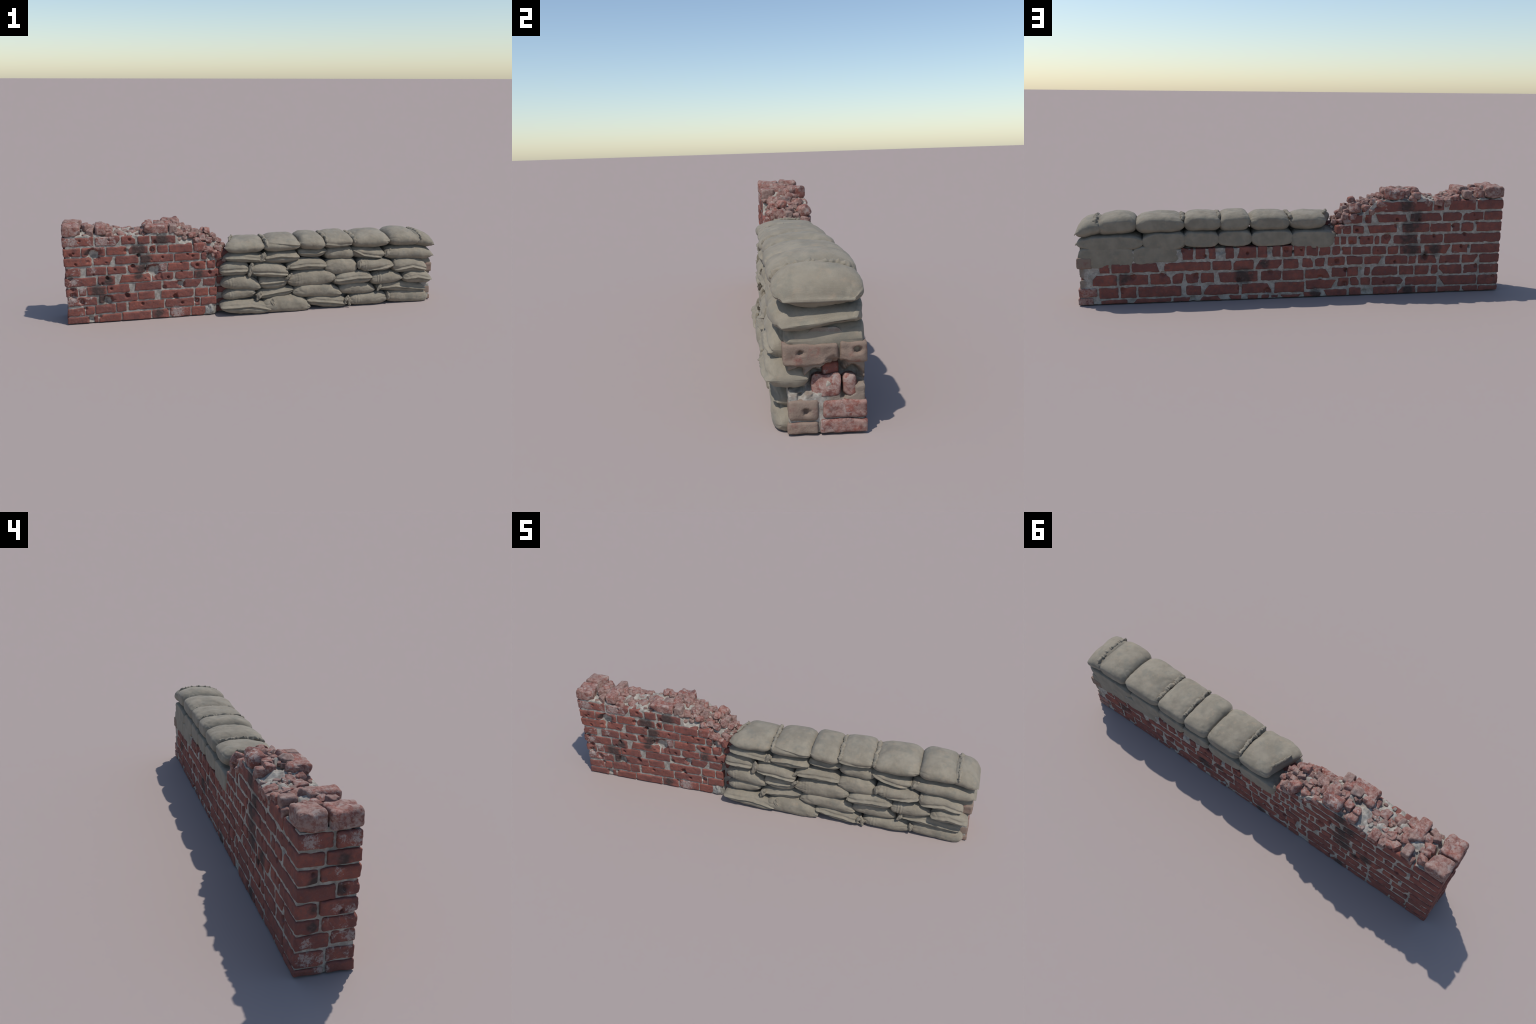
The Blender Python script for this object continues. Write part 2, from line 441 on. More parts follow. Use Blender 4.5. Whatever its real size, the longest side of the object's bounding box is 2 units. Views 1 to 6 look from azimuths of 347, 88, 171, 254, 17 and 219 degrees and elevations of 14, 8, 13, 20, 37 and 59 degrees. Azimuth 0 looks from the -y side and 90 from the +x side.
FRONT_LINES = [
    (-0.966, rows((0.000, .035), (.040, .081), (.092, .136), (.142, .184), (.192, .240), (.248, .291),
                  (.300, .342), (.350, .392), (.400, .448), (.456, .519))),
    (-0.666, rows((0.000, .044), (.053, .101), (.107, .148), (.155, .198), (.203, .243), (.250, .289),
                  (.301, .343), (.351, .391), (.400, .442), (.450, .500))),
    (-0.394, rows((0.000, .050), (.056, .099), (.105, .149), (.158, .199), (.206, .244), (.251, .294),
                  (.302, .338), (.347, .388), (.395, .434), (.442, .497)))]
BACK_LINES = [
    (-0.977, rows((0, .024), (.030, .080), (.088, .134), (.140, .182), (.189, .234), (.241, .288), (.295, .340),
                  (.349, .392), (.402, .447), (.455, .512))),
    (-0.512, rows((0, .035), (.042, .084), (.092, .136), (.145, .187), (.194, .234), (.243, .286), (.299, .339),
                  (.348, .387), (.396, .443), (.450, .505))),
    (-0.245, rows((0, .040), (.050, .088), (.095, .138), (.150, .190), (.197, .237), (.246, .286), (.297, .335),
                  (.345, .385))),
    (0.016, rows((0, .016), (.025, .076), (.085, .131), (.140, .186), (.197, .250))),
    (0.322, rows((0, .022), (.028, .074), (.084, .134), (.143, .186), (.195, .246))),
    (0.904, rows((0, .019), (.026, .077), (.085, .134), (.143, .184), (.194, .240)))]

# where the vertical joints fall: (x0, x1) of every brick, course by course
FRONT_COURSES = {
    1: [(-0.993, -0.887), (-0.862, -0.841), (-0.837, -0.726), (-0.721, -0.576), (-0.570, -0.483), (-0.479, -0.369),
        (-0.365, -0.292)],
    2: [(-0.992, -0.906), (-0.902, -0.859), (-0.855, -0.755), (-0.749, -0.699), (-0.689, -0.506), (-0.498, -0.350),
        (-0.344, -0.319), (-0.313, -0.232)],
    3: [(-0.990, -0.845), (-0.832, -0.641), (-0.637, -0.553), (-0.539, -0.351), (-0.343, -0.276), (-0.270, -0.223)],
    4: [(-0.990, -0.936), (-0.931, -0.895), (-0.890, -0.796), (-0.790, -0.681), (-0.674, -0.516), (-0.508, -0.412),
        (-0.406, -0.310), (-0.303, -0.237)],
    5: [(-0.990, -0.844), (-0.837, -0.750), (-0.742, -0.571), (-0.563, -0.456), (-0.446, -0.351), (-0.345, -0.220)],
    6: [(-0.988, -0.918), (-0.907, -0.793), (-0.786, -0.693), (-0.683, -0.599), (-0.592, -0.488), (-0.482, -0.370),
        (-0.364, -0.286), (-0.279, -0.235)],
    7: [(-0.990, -0.863), (-0.852, -0.751), (-0.745, -0.629), (-0.618, -0.453), (-0.446, -0.317), (-0.310, -0.280),
        (-0.273, -0.200)],
    8: [(-0.993, -0.914), (-0.906, -0.794), (-0.786, -0.688), (-0.675, -0.580), (-0.573, -0.540), (-0.533, -0.479),
        (-0.473, -0.354), (-0.345, -0.290)],
    9: [(-0.995, -0.847), (-0.840, -0.718), (-0.711, -0.641), (-0.628, -0.571), (-0.563, -0.439)]}
BACK_COURSES = {
    1: [(-0.9925, -0.896), (-0.890, -0.810), (-0.804, -0.685), (-0.679, -0.584), (-0.575, -0.490), (-0.485, -0.362),
        (-0.305, -0.247), (-0.237, -0.116), (-0.110, -0.028), (-0.021, 0.083), (0.092, 0.128), (0.135, 0.170),
        (0.179, 0.238), (0.262, 0.323), (0.350, 0.457), (0.500, 0.576), (0.584, 0.769), (0.780, 0.920), (0.929, 0.990)],
    2: [(-0.9925, -0.889), (-0.882, -0.688), (-0.681, -0.520), (-0.513, -0.355), (-0.348, -0.301), (-0.294, -0.250),
        (-0.243, -0.190), (-0.183, -0.037), (-0.030, 0.112), (0.120, 0.264), (0.275, 0.438), (0.446, 0.518),
        (0.539, 0.731), (0.739, 0.811), (0.819, 0.904), (0.912, 0.990)],
    3: [(-0.9925, -0.891), (-0.885, -0.811), (-0.803, -0.687), (-0.681, -0.649), (-0.643, -0.567), (-0.560, -0.488),
        (-0.481, -0.353), (-0.346, -0.316), (-0.287, -0.236), (-0.230, -0.160), (-0.153, -0.033), (-0.027, 0.072),
        (0.079, 0.182), (0.188, 0.380), (0.388, 0.452), (0.460, 0.521), (0.528, 0.578), (0.584, 0.677), (0.686, 0.815),
        (0.823, 0.930)],
    4: [(-0.9925, -0.889), (-0.882, -0.800), (-0.793, -0.684), (-0.677, -0.579), (-0.572, -0.534), (-0.528, -0.417),
        (-0.400, -0.317), (-0.308, -0.230), (-0.223, -0.139), (-0.125, -0.080), (-0.071, -0.019), (-0.002, 0.069),
        (0.077, 0.201), (0.209, 0.302), (0.310, 0.396), (0.404, 0.616), (0.624, 0.756), (0.765, 0.846), (0.854, 0.898)],
    5: [(-0.9925, -0.842), (-0.832, -0.746), (-0.739, -0.609), (-0.599, -0.488), (-0.481, -0.429), (-0.422, -0.356),
        (-0.349, -0.258), (-0.252, -0.207), (-0.200, -0.159), (-0.153, -0.099), (-0.093, -0.037), (-0.031, 0.022),
        (0.028, 0.075), (0.082, 0.121), (0.145, 0.188), (0.195, 0.289), (0.297, 0.336), (0.381, 0.414), (0.421, 0.473),
        (0.481, 0.536)],
    6: [(-0.9925, -0.705), (-0.699, -0.586), (-0.576, -0.451), (-0.445, -0.393), (-0.386, -0.364), (-0.358, -0.290),
        (-0.284, -0.233), (-0.227, -0.199), (-0.194, -0.170)],
    7: [(-0.9925, -0.863), (-0.850, -0.787), (-0.781, -0.745), (-0.738, -0.635), (-0.628, -0.476), (-0.469, -0.316),
        (-0.310, -0.257), (-0.248, -0.210), (-0.204, -0.178)],
    8: [(-0.9925, -0.902), (-0.898, -0.794), (-0.786, -0.694), (-0.687, -0.532), (-0.525, -0.351), (-0.346, -0.315),
        (-0.303, -0.234)],
    9: [(-0.9925, -0.861), (-0.855, -0.721), (-0.698, -0.646), (-0.640, -0.354)]}
END_SPLIT = {1: 0.024, 2: 0.026, 3: 0.012, 4: 0.042, 5: 0.052, 6: 0.000, 7: 0.054, 8: 0.037, 9: 0.013}
LIMED = {(9, 0), (9, 1), (4, 1), (6, 4), (4, 0), (3, 0), (1, 5), (8, 7), (2, 0), (6, 0)}

for row, spans in FRONT_COURSES.items():
    line = height_line(FRONT_LINES, row)
    for i, (a, b) in enumerate(spans):
        z0, z1 = line((a + b) / 2)
        off = random.uniform(-0.0024, 0.0012)
        back = END_SPLIT[row] - 0.003 if i == 0 else YF + random.uniform(0.05, 0.08)
        lean = random.uniform(-0.006, 0.002) if i == 0 else 0
        brick((a + lean, YF + off, z0), (b, back, z1), M_OLD if (row, i) in LIMED else M_BRICK, tilt=0.008,
              chips=0 if i == 0 else (2 if a > -0.30 else random.choice((0, 1, 1, 2))))
for row, spans in BACK_COURSES.items():
    line = height_line(BACK_LINES, row)
    for i, (a, b) in enumerate(spans):
        z0, z1 = line((a + b) / 2)
        front = END_SPLIT[row] + 0.004 if i == 0 else YB - random.uniform(0.04, 0.06)
        if b > 0.98:
            continue                                 # the far end has its own quoins
        brick((a, front, z0), (b, YB + random.uniform(-0.0010, 0.0020), z1), M_BRICK, tilt=0.006,
              r=0.0065, chips=0 if i == 0 else random.choice((0, 1, 1, 2)))

# far end: two clean courses, a shot-out third and fourth, a clay-caked fifth
brick((0.890, YF - .001, .000), (0.992, 0.005, .027), M_CLAY, r=.006)
brick((0.929, 0.011, .000), (0.993, 0.120, .033), M_CHUNK, r=.006)
brick((0.900, YF + .002, .032), (0.990, 0.008, .079), M_CLAY, r=.008)
brick((0.912, 0.018, .037), (0.992, 0.120, .077), M_CHUNK, r=.007)
brick((0.900, -0.006, .086), (0.987, 0.061, .134), M_CHUNK, r=.010, warp=.005, chips=2, hit=False)
brick((0.900, 0.066, .088), (0.982, 0.099, .134), M_CHUNK, r=.010, warp=.004, chips=2, hit=False)
brick((0.880, 0.020, .133), (0.968, 0.058, .164), M_OLD, r=.008, warp=.003, hit=False)
brick((0.900, -0.072, .164), (0.993, 0.054, .214), M_CLAY, r=.007, warp=.004)
brick((0.930, 0.059, .168), (0.994, 0.121, .217), M_CLAY, r=.007, warp=.004)

# top course of the standing corner and of the hump
brick((-0.997, -0.066, .451), (-0.912, 0.030, .506), M_CHUNK, r=.010, warp=.006, chips=3)
brick((-0.993, 0.036, .451), (-0.904, 0.119, .508), M_CHUNK, r=.012, warp=.006, chips=3)
brick((-0.838, -0.067, .452), (-0.785, 0.030, .500), M_CHUNK, r=.012, warp=.004, chips=1, hit=False)
brick((-0.593, -0.066, .449), (-0.478, -0.008, .492), M_CHUNK, r=.009, warp=.004, chips=1, hit=False)
brick((-0.470, -0.064, .445), (-0.430, -0.010, .492), M_CHUNK, r=.010, warp=.004, chips=2, hit=False)
brick((-0.503, 0.055, .452), (-0.411, 0.117, .501), M_WHITE, r=.014, warp=.006, chips=1, hit=False)
brick((-0.583, 0.080, .450), (-0.542, 0.118, .484), M_CHUNK, r=.010, warp=.004, chips=1, hit=False)
brick((-0.834, 0.065, .452), (-0.795, 0.118, .490), M_CHUNK, r=.008, warp=.003, hit=False)

# masonry glimpsed in the broken edge beside the bags
for a, b, y, z0, z1 in ((-0.232, -0.18, -.040, .004, .040), (-0.228, -0.165, -.035, .052, .082), (-0.222, -0.16, -.042, .108, .145),
                        (-0.226, -0.15, -.038, .158, .198), (-0.222, -0.15, -.046, .205, .243), (-0.228, -0.16, -.044, .252, .290),
                        (-0.205, -0.14, -.040, .300, .336)):
    brick((a, y, z0), (b, y + .06, z1), M_BRICK, r=.008, warp=.004, chips=2, hit=False)


# ---------------------------------------------------------------- mortar core
def core_top(x, y):
    """broken top of the mortar core"""
    mid = np.interp(x, [-1.0, -.905, -.895, -.85, -.80, -.77, -.62, -.59, -.45, -.41, -.36, -.30, -.24, -.19, -.15, -.12, 1],
                    [.458, .465, .484, .486, .480, .462, .456, .484, .485, .464, .440, .424, .396, .340, .280, .252, .250])
    front = np.interp(x, [-1.0, -.90, -.85, -.78, -.60, -.56, -.44, -.42, -.36, -.32, -.25, -.20, -.14, 1],
                      [.450, .450, .452, .442, .442, .452, .446, .400, .380, .345, .325, .290, .225, .200])
    back = np.interp(x, [-1.0, -.90, -.84, -.66, -.60, -.42, -.36, -.30, -.23, -.20, -.17, -.14, .9, 1],
                     [.450, .450, .444, .442, .450, .450, .434, .386, .358, .318, .275, .245, .240, .180])
    for hx, hy, hr, hd in ((-.550, .034, .030, .026), (-.690, .020, .026, .030), (-.850, .062, .024, .016), (-.610, .085, .03, .008)):
        mid = mid - hd * np.exp(-((x - hx) ** 2 + (y - hy) ** 2) / hr ** 2)
    v = (y - (YF + YB) / 2) / ((YB - YF) / 2)
    t = smooth((np.abs(v) - 0.25) / 0.65)
    return np.where(v < 0, front, back) * t + mid * (1 - t)


g, q = box_grid(520, 46, 124)
u, v, w = (g[:, 0] + 1) / 2, (g[:, 1] + 1) / 2, (g[:, 2] + 1) / 2
x = -0.9865 + u * (0.984 + 0.9865)
pre = np.stack([x, v * 0.18, w * 0.5], 1)
recess = np.where(v < 0.5, 0.0038, 0.0032) + 0.0012 * noise(pre, 22, 301) + 0.0007 * noise(pre, 70, 303)
behind = smooth((x + 0.245) / 0.025) * smooth((0.93 - x) / 0.03)
yf = YF + recess + behind * 0.030
yb = YB - recess
y = yf + (yb - yf) * v
ztop = core_top(x, y)
lump = np.stack([x, y, x * 0], 1)
ztop = ztop + np.where(x < -0.14, 0.007 * noise(lump, 34, 305) + 0.004 * noise(lump, 80, 307), 0)
z = 0.002 + w * (ztop - 0.002)
p = np.stack([x, y, z], 1)
rough = np.stack([noise(p, 95, 311), noise(p, 95, 313), noise(p, 95, 317)], 1) * 0.0009
p = damage(p + rough, mortar=True)
p[:, 2] = np.maximum(p[:, 2], 0.001)
make_object("mortar_core", p, q, M_MORTAR, WALL)


# ---------------------------------------------------------------- rubble on the broken top
def chunk(centre, size, material, sd, squash=(1, 1, 1), name="brick_chunk", cells=12, parent=WALL, cuts=5):
    rng = np.random.default_rng(sd)
    g, q = box_grid(cells, cells, cells)
    half = size / 2 * np.array(squash)
    p = g * half
    rr = half.min() * rng.uniform(0.28, 0.5)
    core = np.clip(p, -(half - rr), half - rr)
    d = p - core
    ln = np.linalg.norm(d, axis=1, keepdims=True)
    p = core + np.where(ln > 1e-9, d / np.maximum(ln, 1e-9) * np.minimum(ln, rr), 0)
    for k in range(cuts):
        nrm = rng.normal(size=3)
        nrm /= np.linalg.norm(nrm)
        lim = (np.abs(nrm) * half).sum() * rng.uniform(0.55, 0.78)
        p -= np.maximum(p @ nrm - lim, 0)[:, None] * nrm * 0.9
    a, b, c = rng.uniform(-.35, .35), rng.uniform(-.35, .35), rng.uniform(-.5, .5)
    ca, sa, cb, sb, cc, sc = math.cos(a), math.sin(a), math.cos(b), math.sin(b), math.cos(c), math.sin(c)
    rx = np.array([[1, 0, 0], [0, ca, -sa], [0, sa, ca]])
    ry = np.array([[cb, 0, sb], [0, 1, 0], [-sb, 0, cb]])
    rz = np.array([[cc, -sc, 0], [sc, cc, 0], [0, 0, 1]])
    p = p @ (rz @ ry @ rx).T + np.array(centre)
    p += np.stack([noise(p, 60, 401 + sd), noise(p, 60, 402 + sd), noise(p, 60, 403 + sd)], 1) * size * 0.085
    p += np.stack([noise(p, 190, 411), noise(p, 190, 412), noise(p, 190, 413)], 1) * 0.0010
    if name is None:
        return p, q
    return make_object(name, p, q, material, parent)


# (x, y, z of the crown, size) of the lumps that stand out
LUMPS = [
    # behind the standing corner
    (-0.882, -0.014, 0.512, 0.042), (-0.878, 0.030, 0.502, 0.044), (-0.858, 0.006, 0.500, 0.042), (-0.880, 0.082, 0.496, 0.044),
    (-0.862, -0.038, 0.492, 0.040), (-0.880, 0.055, 0.500, 0.032),
    # around the leaning header
    (-0.812, 0.020, 0.505, 0.062), (-0.790, 0.046, 0.492, 0.058), (-0.774, -0.018, 0.488, 0.044), (-0.770, 0.014, 0.486, 0.040),
    (-0.765, 0.094, 0.478, 0.038), (-0.742, 0.100, 0.472, 0.040), (-0.768, -0.045, 0.476, 0.034),
    # the dip
    (-0.728, 0.062, 0.478, 0.056), (-0.735, -0.004, 0.476, 0.056), (-0.742, 0.030, 0.474, 0.040), (-0.712, 0.100, 0.466, 0.042),
    (-0.668, 0.100, 0.470, 0.048), (-0.690, 0.062, 0.470, 0.040), (-0.708, -0.020, 0.464, 0.044), (-0.655, -0.006, 0.470, 0.050),
    (-0.650, 0.052, 0.468, 0.038), (-0.620, 0.020, 0.476, 0.042), (-0.616, 0.066, 0.458, 0.038), (-0.625, 0.098, 0.456, 0.040),
    (-0.668, 0.030, 0.462, 0.034), (-0.600, -0.016, 0.478, 0.040),
    # hump: faced blocks in front, a white-topped boulder behind, a hollow between
    (-0.575, 0.000, 0.505, 0.046), (-0.512, -0.004, 0.508, 0.052), (-0.466, -0.006, 0.505, 0.056), (-0.480, 0.036, 0.504, 0.046),
    (-0.434, 0.030, 0.506, 0.052), (-0.440, 0.062, 0.508, 0.054), (-0.560, 0.072, 0.502, 0.042), (-0.590, 0.046, 0.476, 0.034),
    (-0.520, 0.066, 0.502, 0.042), (-0.418, -0.022, 0.470, 0.042),
    (-0.604, 0.098, 0.460, 0.040), (-0.578, 0.028, 0.474, 0.034), (-0.548, 0.100, 0.474, 0.036), (-0.838, 0.100, 0.474, 0.036),
    (-0.690, 0.010, 0.458, 0.034), (-0.845, -0.010, 0.484, 0.036),
    # slope down to the sacks
    (-0.396, 0.096, 0.458, 0.054), (-0.402, 0.052, 0.482, 0.046), (-0.368, 0.026, 0.474, 0.044), (-0.366, 0.074, 0.462, 0.042),
    (-0.386, -0.008, 0.470, 0.040), (-0.356, -0.024, 0.448, 0.040), (-0.334, 0.002, 0.456, 0.046), (-0.326, 0.048, 0.450, 0.038),
    (-0.326, 0.090, 0.436, 0.042), (-0.326, -0.036, 0.424, 0.040), (-0.298, 0.018, 0.446, 0.040), (-0.296, -0.018, 0.438, 0.040),
    (-0.270, 0.008, 0.464, 0.038), (-0.266, 0.036, 0.440, 0.036), (-0.282, 0.062, 0.428, 0.036), (-0.268, 0.096, 0.440, 0.048),
    (-0.262, -0.024, 0.418, 0.036), (-0.236, 0.000, 0.432, 0.038), (-0.234, 0.030, 0.424, 0.036), (-0.238, 0.064, 0.416, 0.034),
    (-0.220, 0.096, 0.400, 0.034), (-0.206, 0.014, 0.404, 0.034), (-0.204, 0.048, 0.396, 0.032), (-0.200, 0.090, 0.374, 0.028),
    (-0.184, 0.014, 0.374, 0.030), (-0.182, 0.056, 0.366, 0.028), (-0.300, -0.046, 0.392, 0.040), (-0.266, -0.044, 0.376, 0.042),
    (-0.236, -0.040, 0.352, 0.040), (-0.212, -0.030, 0.372, 0.034), (-0.222, -0.036, 0.326, 0.032), (-0.230, 0.100, 0.378, 0.034),
    (-0.204, 0.100, 0.352, 0.032), (-0.198, 0.098, 0.322, 0.028), (-0.258, 0.102, 0.402, 0.036), (-0.346, 0.100, 0.424, 0.040)]
for k, (cx, cy, cz, s) in enumerate(LUMPS):
    rng = np.random.default_rng(900 + k)
    sq = (rng.uniform(.8, 1.2), rng.uniform(.8, 1.1), rng.uniform(.75, 1.0))
    chunk((cx, cy, cz - 0.010 - s * sq[2] * 0.46), s, M_CHUNK, 900 + k, sq)

# small crumbs pressed into the mortar, in two colours
for material, nm, count, seed0 in ((M_CHUNK, "brick_crumb", 120, 50), (M_MORTAR, "mortar_crumb", 40, 51)):
    rng = np.random.default_rng(seed0)
    ps, qs, base = [], [], 0
    for k in range(count):
        cx = rng.uniform(-0.90, -0.155)
        cy = rng.uniform(YF + 0.012, YB - 0.012)
        if cx < -0.42 and rng.random() < 0.3:
            cx = rng.uniform(-0.42, -0.16)
        cz = float(core_top(np.array([cx]), np.array([cy]))[0])
        pp, qq = chunk((cx, cy, cz + 0.002), rng.uniform(.012, .028), material, 2000 + seed0 * 50 + k,
                       (rng.uniform(.8, 1.2), rng.uniform(.8, 1.2), .8), name=None, cells=7, cuts=4)
        ps.append(pp)
        qs.append(qq + base)
        base += len(pp)
    make_object(nm, np.concatenate(ps), np.concatenate(qs), material, WALL, kind="stuff")

# a lump of concrete lodged in the foot of the wall
chunk((-0.268, -0.046, 0.030), 0.058, M_STONE, 77, (0.85, 0.8, 1.0), name="concrete_lump", cells=18)


# ---------------------------------------------------------------- sandbags
def end_clustered(n):
    u = np.linspace(-1, 1, n)
    return 0.55 * np.sin(u * np.pi / 2) + 0.45 * u


CROWN = {}


def bag(left, mid, right, h, seam=None, skew=(0, 0), yf=None, yb=-0.005, nf=2.35, nb=2.35, blunt=(3.2, 3.2), back=None, ears=(1, 1),
        folds=0.0, swell=1.20, seam_height=0.0078, rows_=84, cols=144, yclip=None, floor=0.0, ridge=0.0):
    """a filled sack lying along x.  left/mid/right: (x, z) of its axis on the front side, h: thickness at the middle,
    seam: (x, z) of the sewn lip on the front, back: (z, h) of the rear side when it differs from the front"""
    counter[0] += 1
    sd = counter[0]
    if seam and yclip is None:
        nf = 2.1                                 # sewn sacks come nearer to an edge at the lip
    s = end_clustered(rows_)[:, None]
    t = (np.arange(cols) / cols * 2 * np.pi)[None, :] + 0 * s
    s = s + 0 * t
    x = left[0] + (right[0] - left[0]) * (s + 1) / 2
    xs = np.array([left[0], mid[0], right[0]])
    zs = np.array([left[1], mid[1], right[1]])
    sm = (mid[0] - left[0]) / (right[0] - left[0]) * 2 - 1
    # quadratic axis through the three points
    co = np.polyfit([-1, sm, 1], zs, 2)
    zc = np.polyval(co, s)
    pw = np.where(s < 0, blunt[0], blunt[1])
    se = np.clip(s / 0.965, -1, 1) if ridge else s
    e = np.sqrt(np.clip(1 - np.abs(np.where(s > 0, se, s)) ** pw, 0, 1))
    hh = np.maximum(h / 2 * swell * e, 0.0045)
    c, sn = np.cos(t), np.sin(t)
    nn = np.where(c < 0, nf, nb)
    yc = (yf + yb) / 2
    a = (yb - yf) / 2
    ear = np.where(s < 0, ears[0], ears[1])
    pull = 0.034 * np.abs(s) ** 6 * (1 - ear) + 0.012 * np.abs(s) ** 5 * ear
    cy = np.sign(c) * np.abs(c) ** (2 / nn)
    cz = np.sign(sn) * np.abs(sn) ** (2 / nn)
    y = yc + (a - pull) * cy
    if back is not None:
        f = smooth((cy + 0.6) / 1.4)
        zc = zc * (1 - f) + back[0] * f
        hh = hh * (1 - f) + np.maximum(back[1] / 2 * e, 0.0032) * f
    z = zc + hh * cz
    lengthwise = smooth((cy + 1) / 2)             # ends that run askew across the wall
    x = x + lengthwise * (skew[0] * (1 - s) / 2 + skew[1] * (1 + s) / 2)
    p = np.stack([x, y, z], -1).reshape(-1, 3)
    nrm = np.stack([0 * x + 0.35 * s ** 9, cy / a, cz / np.maximum(hh, 0.012)], -1).reshape(-1, 3)
    nrm /= np.linalg.norm(nrm, axis=1, keepdims=True)
    S, C = s.ravel(), c.ravel()
    # slack cloth: broad lumps, drawn wrinkles towards the ends
    disp = 0.0030 * noise(p, 22, 500 + sd) + 0.0012 * noise(p, 55, 520 + sd) + 0.0005 * noise(p, 130, 530 + sd)
    q3 = np.stack([p[:, 0] * 14, (t.ravel() % (2 * np.pi)) * 5.5, 0 * S], 1)
    disp += 0.0022 * np.abs(S) ** 4 * noise(q3, 1.0, 540 + sd)
    if folds:
        disp += folds * np.cos(p[:, 0] * 420 + 2 * noise(p, 30, 560)) * smooth((np.abs(S + 0.55) < 0.25) * (1 - np.abs(S + 0.55) / 0.25))
    crease = np.maximum(0, 1 - 4.5 * np.abs(noise(p, (16, 30, 34), 580 + sd)))
    disp -= 0.0022 * crease * smooth((np.abs(S) - 0.25) / 0.6)
    disp += 0.0030 * noise(p, 11, 590 + sd)
    fade = smooth((1 - np.abs(S)) / 0.04)
    p += nrm * (disp * fade)[:, None]
    if seam:
        sx = np.array([k[0] for k in seam])
        target = np.interp(p[:, 0], sx, [k[1] for k in seam])
        lip = p[:, 2] - target
        side = smooth((-C + 0.15) / 0.3) * smooth((np.minimum(p[:, 0] - sx[0], sx[-1] - p[:, 0]) + 0.006) / 0.01)
        push = seam_height * np.exp(-(lip / 0.0030) ** 2) - 0.75 * seam_height * np.exp(-((lip + 0.0085) / 0.0052) ** 2) \
            - 0.35 * seam_height * np.exp(-((lip - 0.0085) / 0.0048) ** 2)
        wav = 1 + 0.35 * noise(p, 60, 570 + sd)
        p[:, 1] -= push * side * wav
        p[:, 2] -= 0.0015 * np.exp(-(lip / 0.004) ** 2) * side
    if ridge:                                   # sewn hem along the +x end
        f = np.exp(-((1 - S) / 0.035) ** 2)
        p[:, 0] += 0.002 * f
        p[:, 2] -= 0.006 * f
    if yclip is not None:
        over = np.maximum(p[:, 1] - yclip, 0)
        p[:, 1] -= over - 0.0012 * np.tanh(over / 0.004)
    p[:, 2] = np.maximum(p[:, 2], floor + 0.0008)
    idx = np.arange(rows_ * cols).reshape(rows_, cols)
    nxt = np.roll(idx, -1, axis=1)
    quads = np.stack([idx[:-1], nxt[:-1], nxt[1:], idx[1:]], -1).reshape(-1, 4)
    caps = []
    p = np.concatenate([p, p[idx[0]].mean(0, keepdims=True), p[idx[-1]].mean(0, keepdims=True)])
    k0, k1 = rows_ * cols, rows_ * cols + 1
    caps += [(k0, nxt[0, j], idx[0, j]) for j in range(cols)]
    caps += [(k1, idx[-1, j], nxt[-1, j]) for j in range(cols)]
    # cross-sections run clockwise seen from -x, so flip for outward normals
    ob = make_object("sandbag", p, quads[:, ::-1], M_BAG, PILE, tris=[c_[::-1] for c_ in caps])

    def crown(px, py):                          # height of the sack's upper side at (px, py)
        k = (px - left[0]) / (right[0] - left[0]) * 2 - 1
        w_ = min(abs((py - yc) / a), 0.999)
        n_ = nf if py < yc else nb
        b_ = blunt[0] if k < 0 else blunt[1]
        return float(np.polyval(co, k)) + h / 2 * swell * math.sqrt(max(0, 1 - abs(k) ** b_)) * (1 - w_ ** n_) ** (1 / n_)
    CROWN[ob.name] = crown
    return ob


def knot(owner, at, size, lean=0.0, tall=1.0, sd=0):
    """gathered neck of a sack, tied off: a few folded lobes"""
    rng = np.random.default_rng(700 + sd)
    ps, qs, base = [], [], 0
    lobes = [(0, 0, 0, 1.0, 1.15), (0.25, -0.15, 0.75 * tall, 0.62, 1.0), (-0.15, -0.1, -0.75 * tall, 0.70, 1.0), (0.5, 0.1, 0.1, 0.6, 1.2)]
    for dx, dy, dz, r, st in lobes:
        g, q = box_grid(12, 12, 12)
        d = g / np.linalg.norm(g, axis=1, keepdims=True)
        ang = np.arctan2(d[:, 1], d[:, 0])
        pleat = 1 + 0.10 * np.cos(ang * 6 + rng.uniform(0, 6)) * (1 - d[:, 2] ** 2)
        p = d * np.array([0.62, 0.62, st]) * (size * r * 0.55) * pleat[:, None]
        c, s = math.cos(lean + rng.uniform(-.25, .25)), math.sin(lean + rng.uniform(-.25, .25))
        p = np.stack([p[:, 0] * c + p[:, 2] * s, p[:, 1], -p[:, 0] * s + p[:, 2] * c], 1)
        p += np.array(at) + size * 0.5 * np.array([dx + dz * s, dy, dz])
        p += np.stack([noise(p, 70, 731 + sd), noise(p, 70, 732 + sd), noise(p, 70, 733 + sd)], 1) * size * 0.10
        ps.append(p)
        qs.append(q + base)
        base += len(p)
    pp = np.concatenate(ps)
    pp[:, 2] = np.maximum(pp[:, 2], 0.001)
    return make_object("tied_neck", pp, np.concatenate(qs), M_BAG, owner)


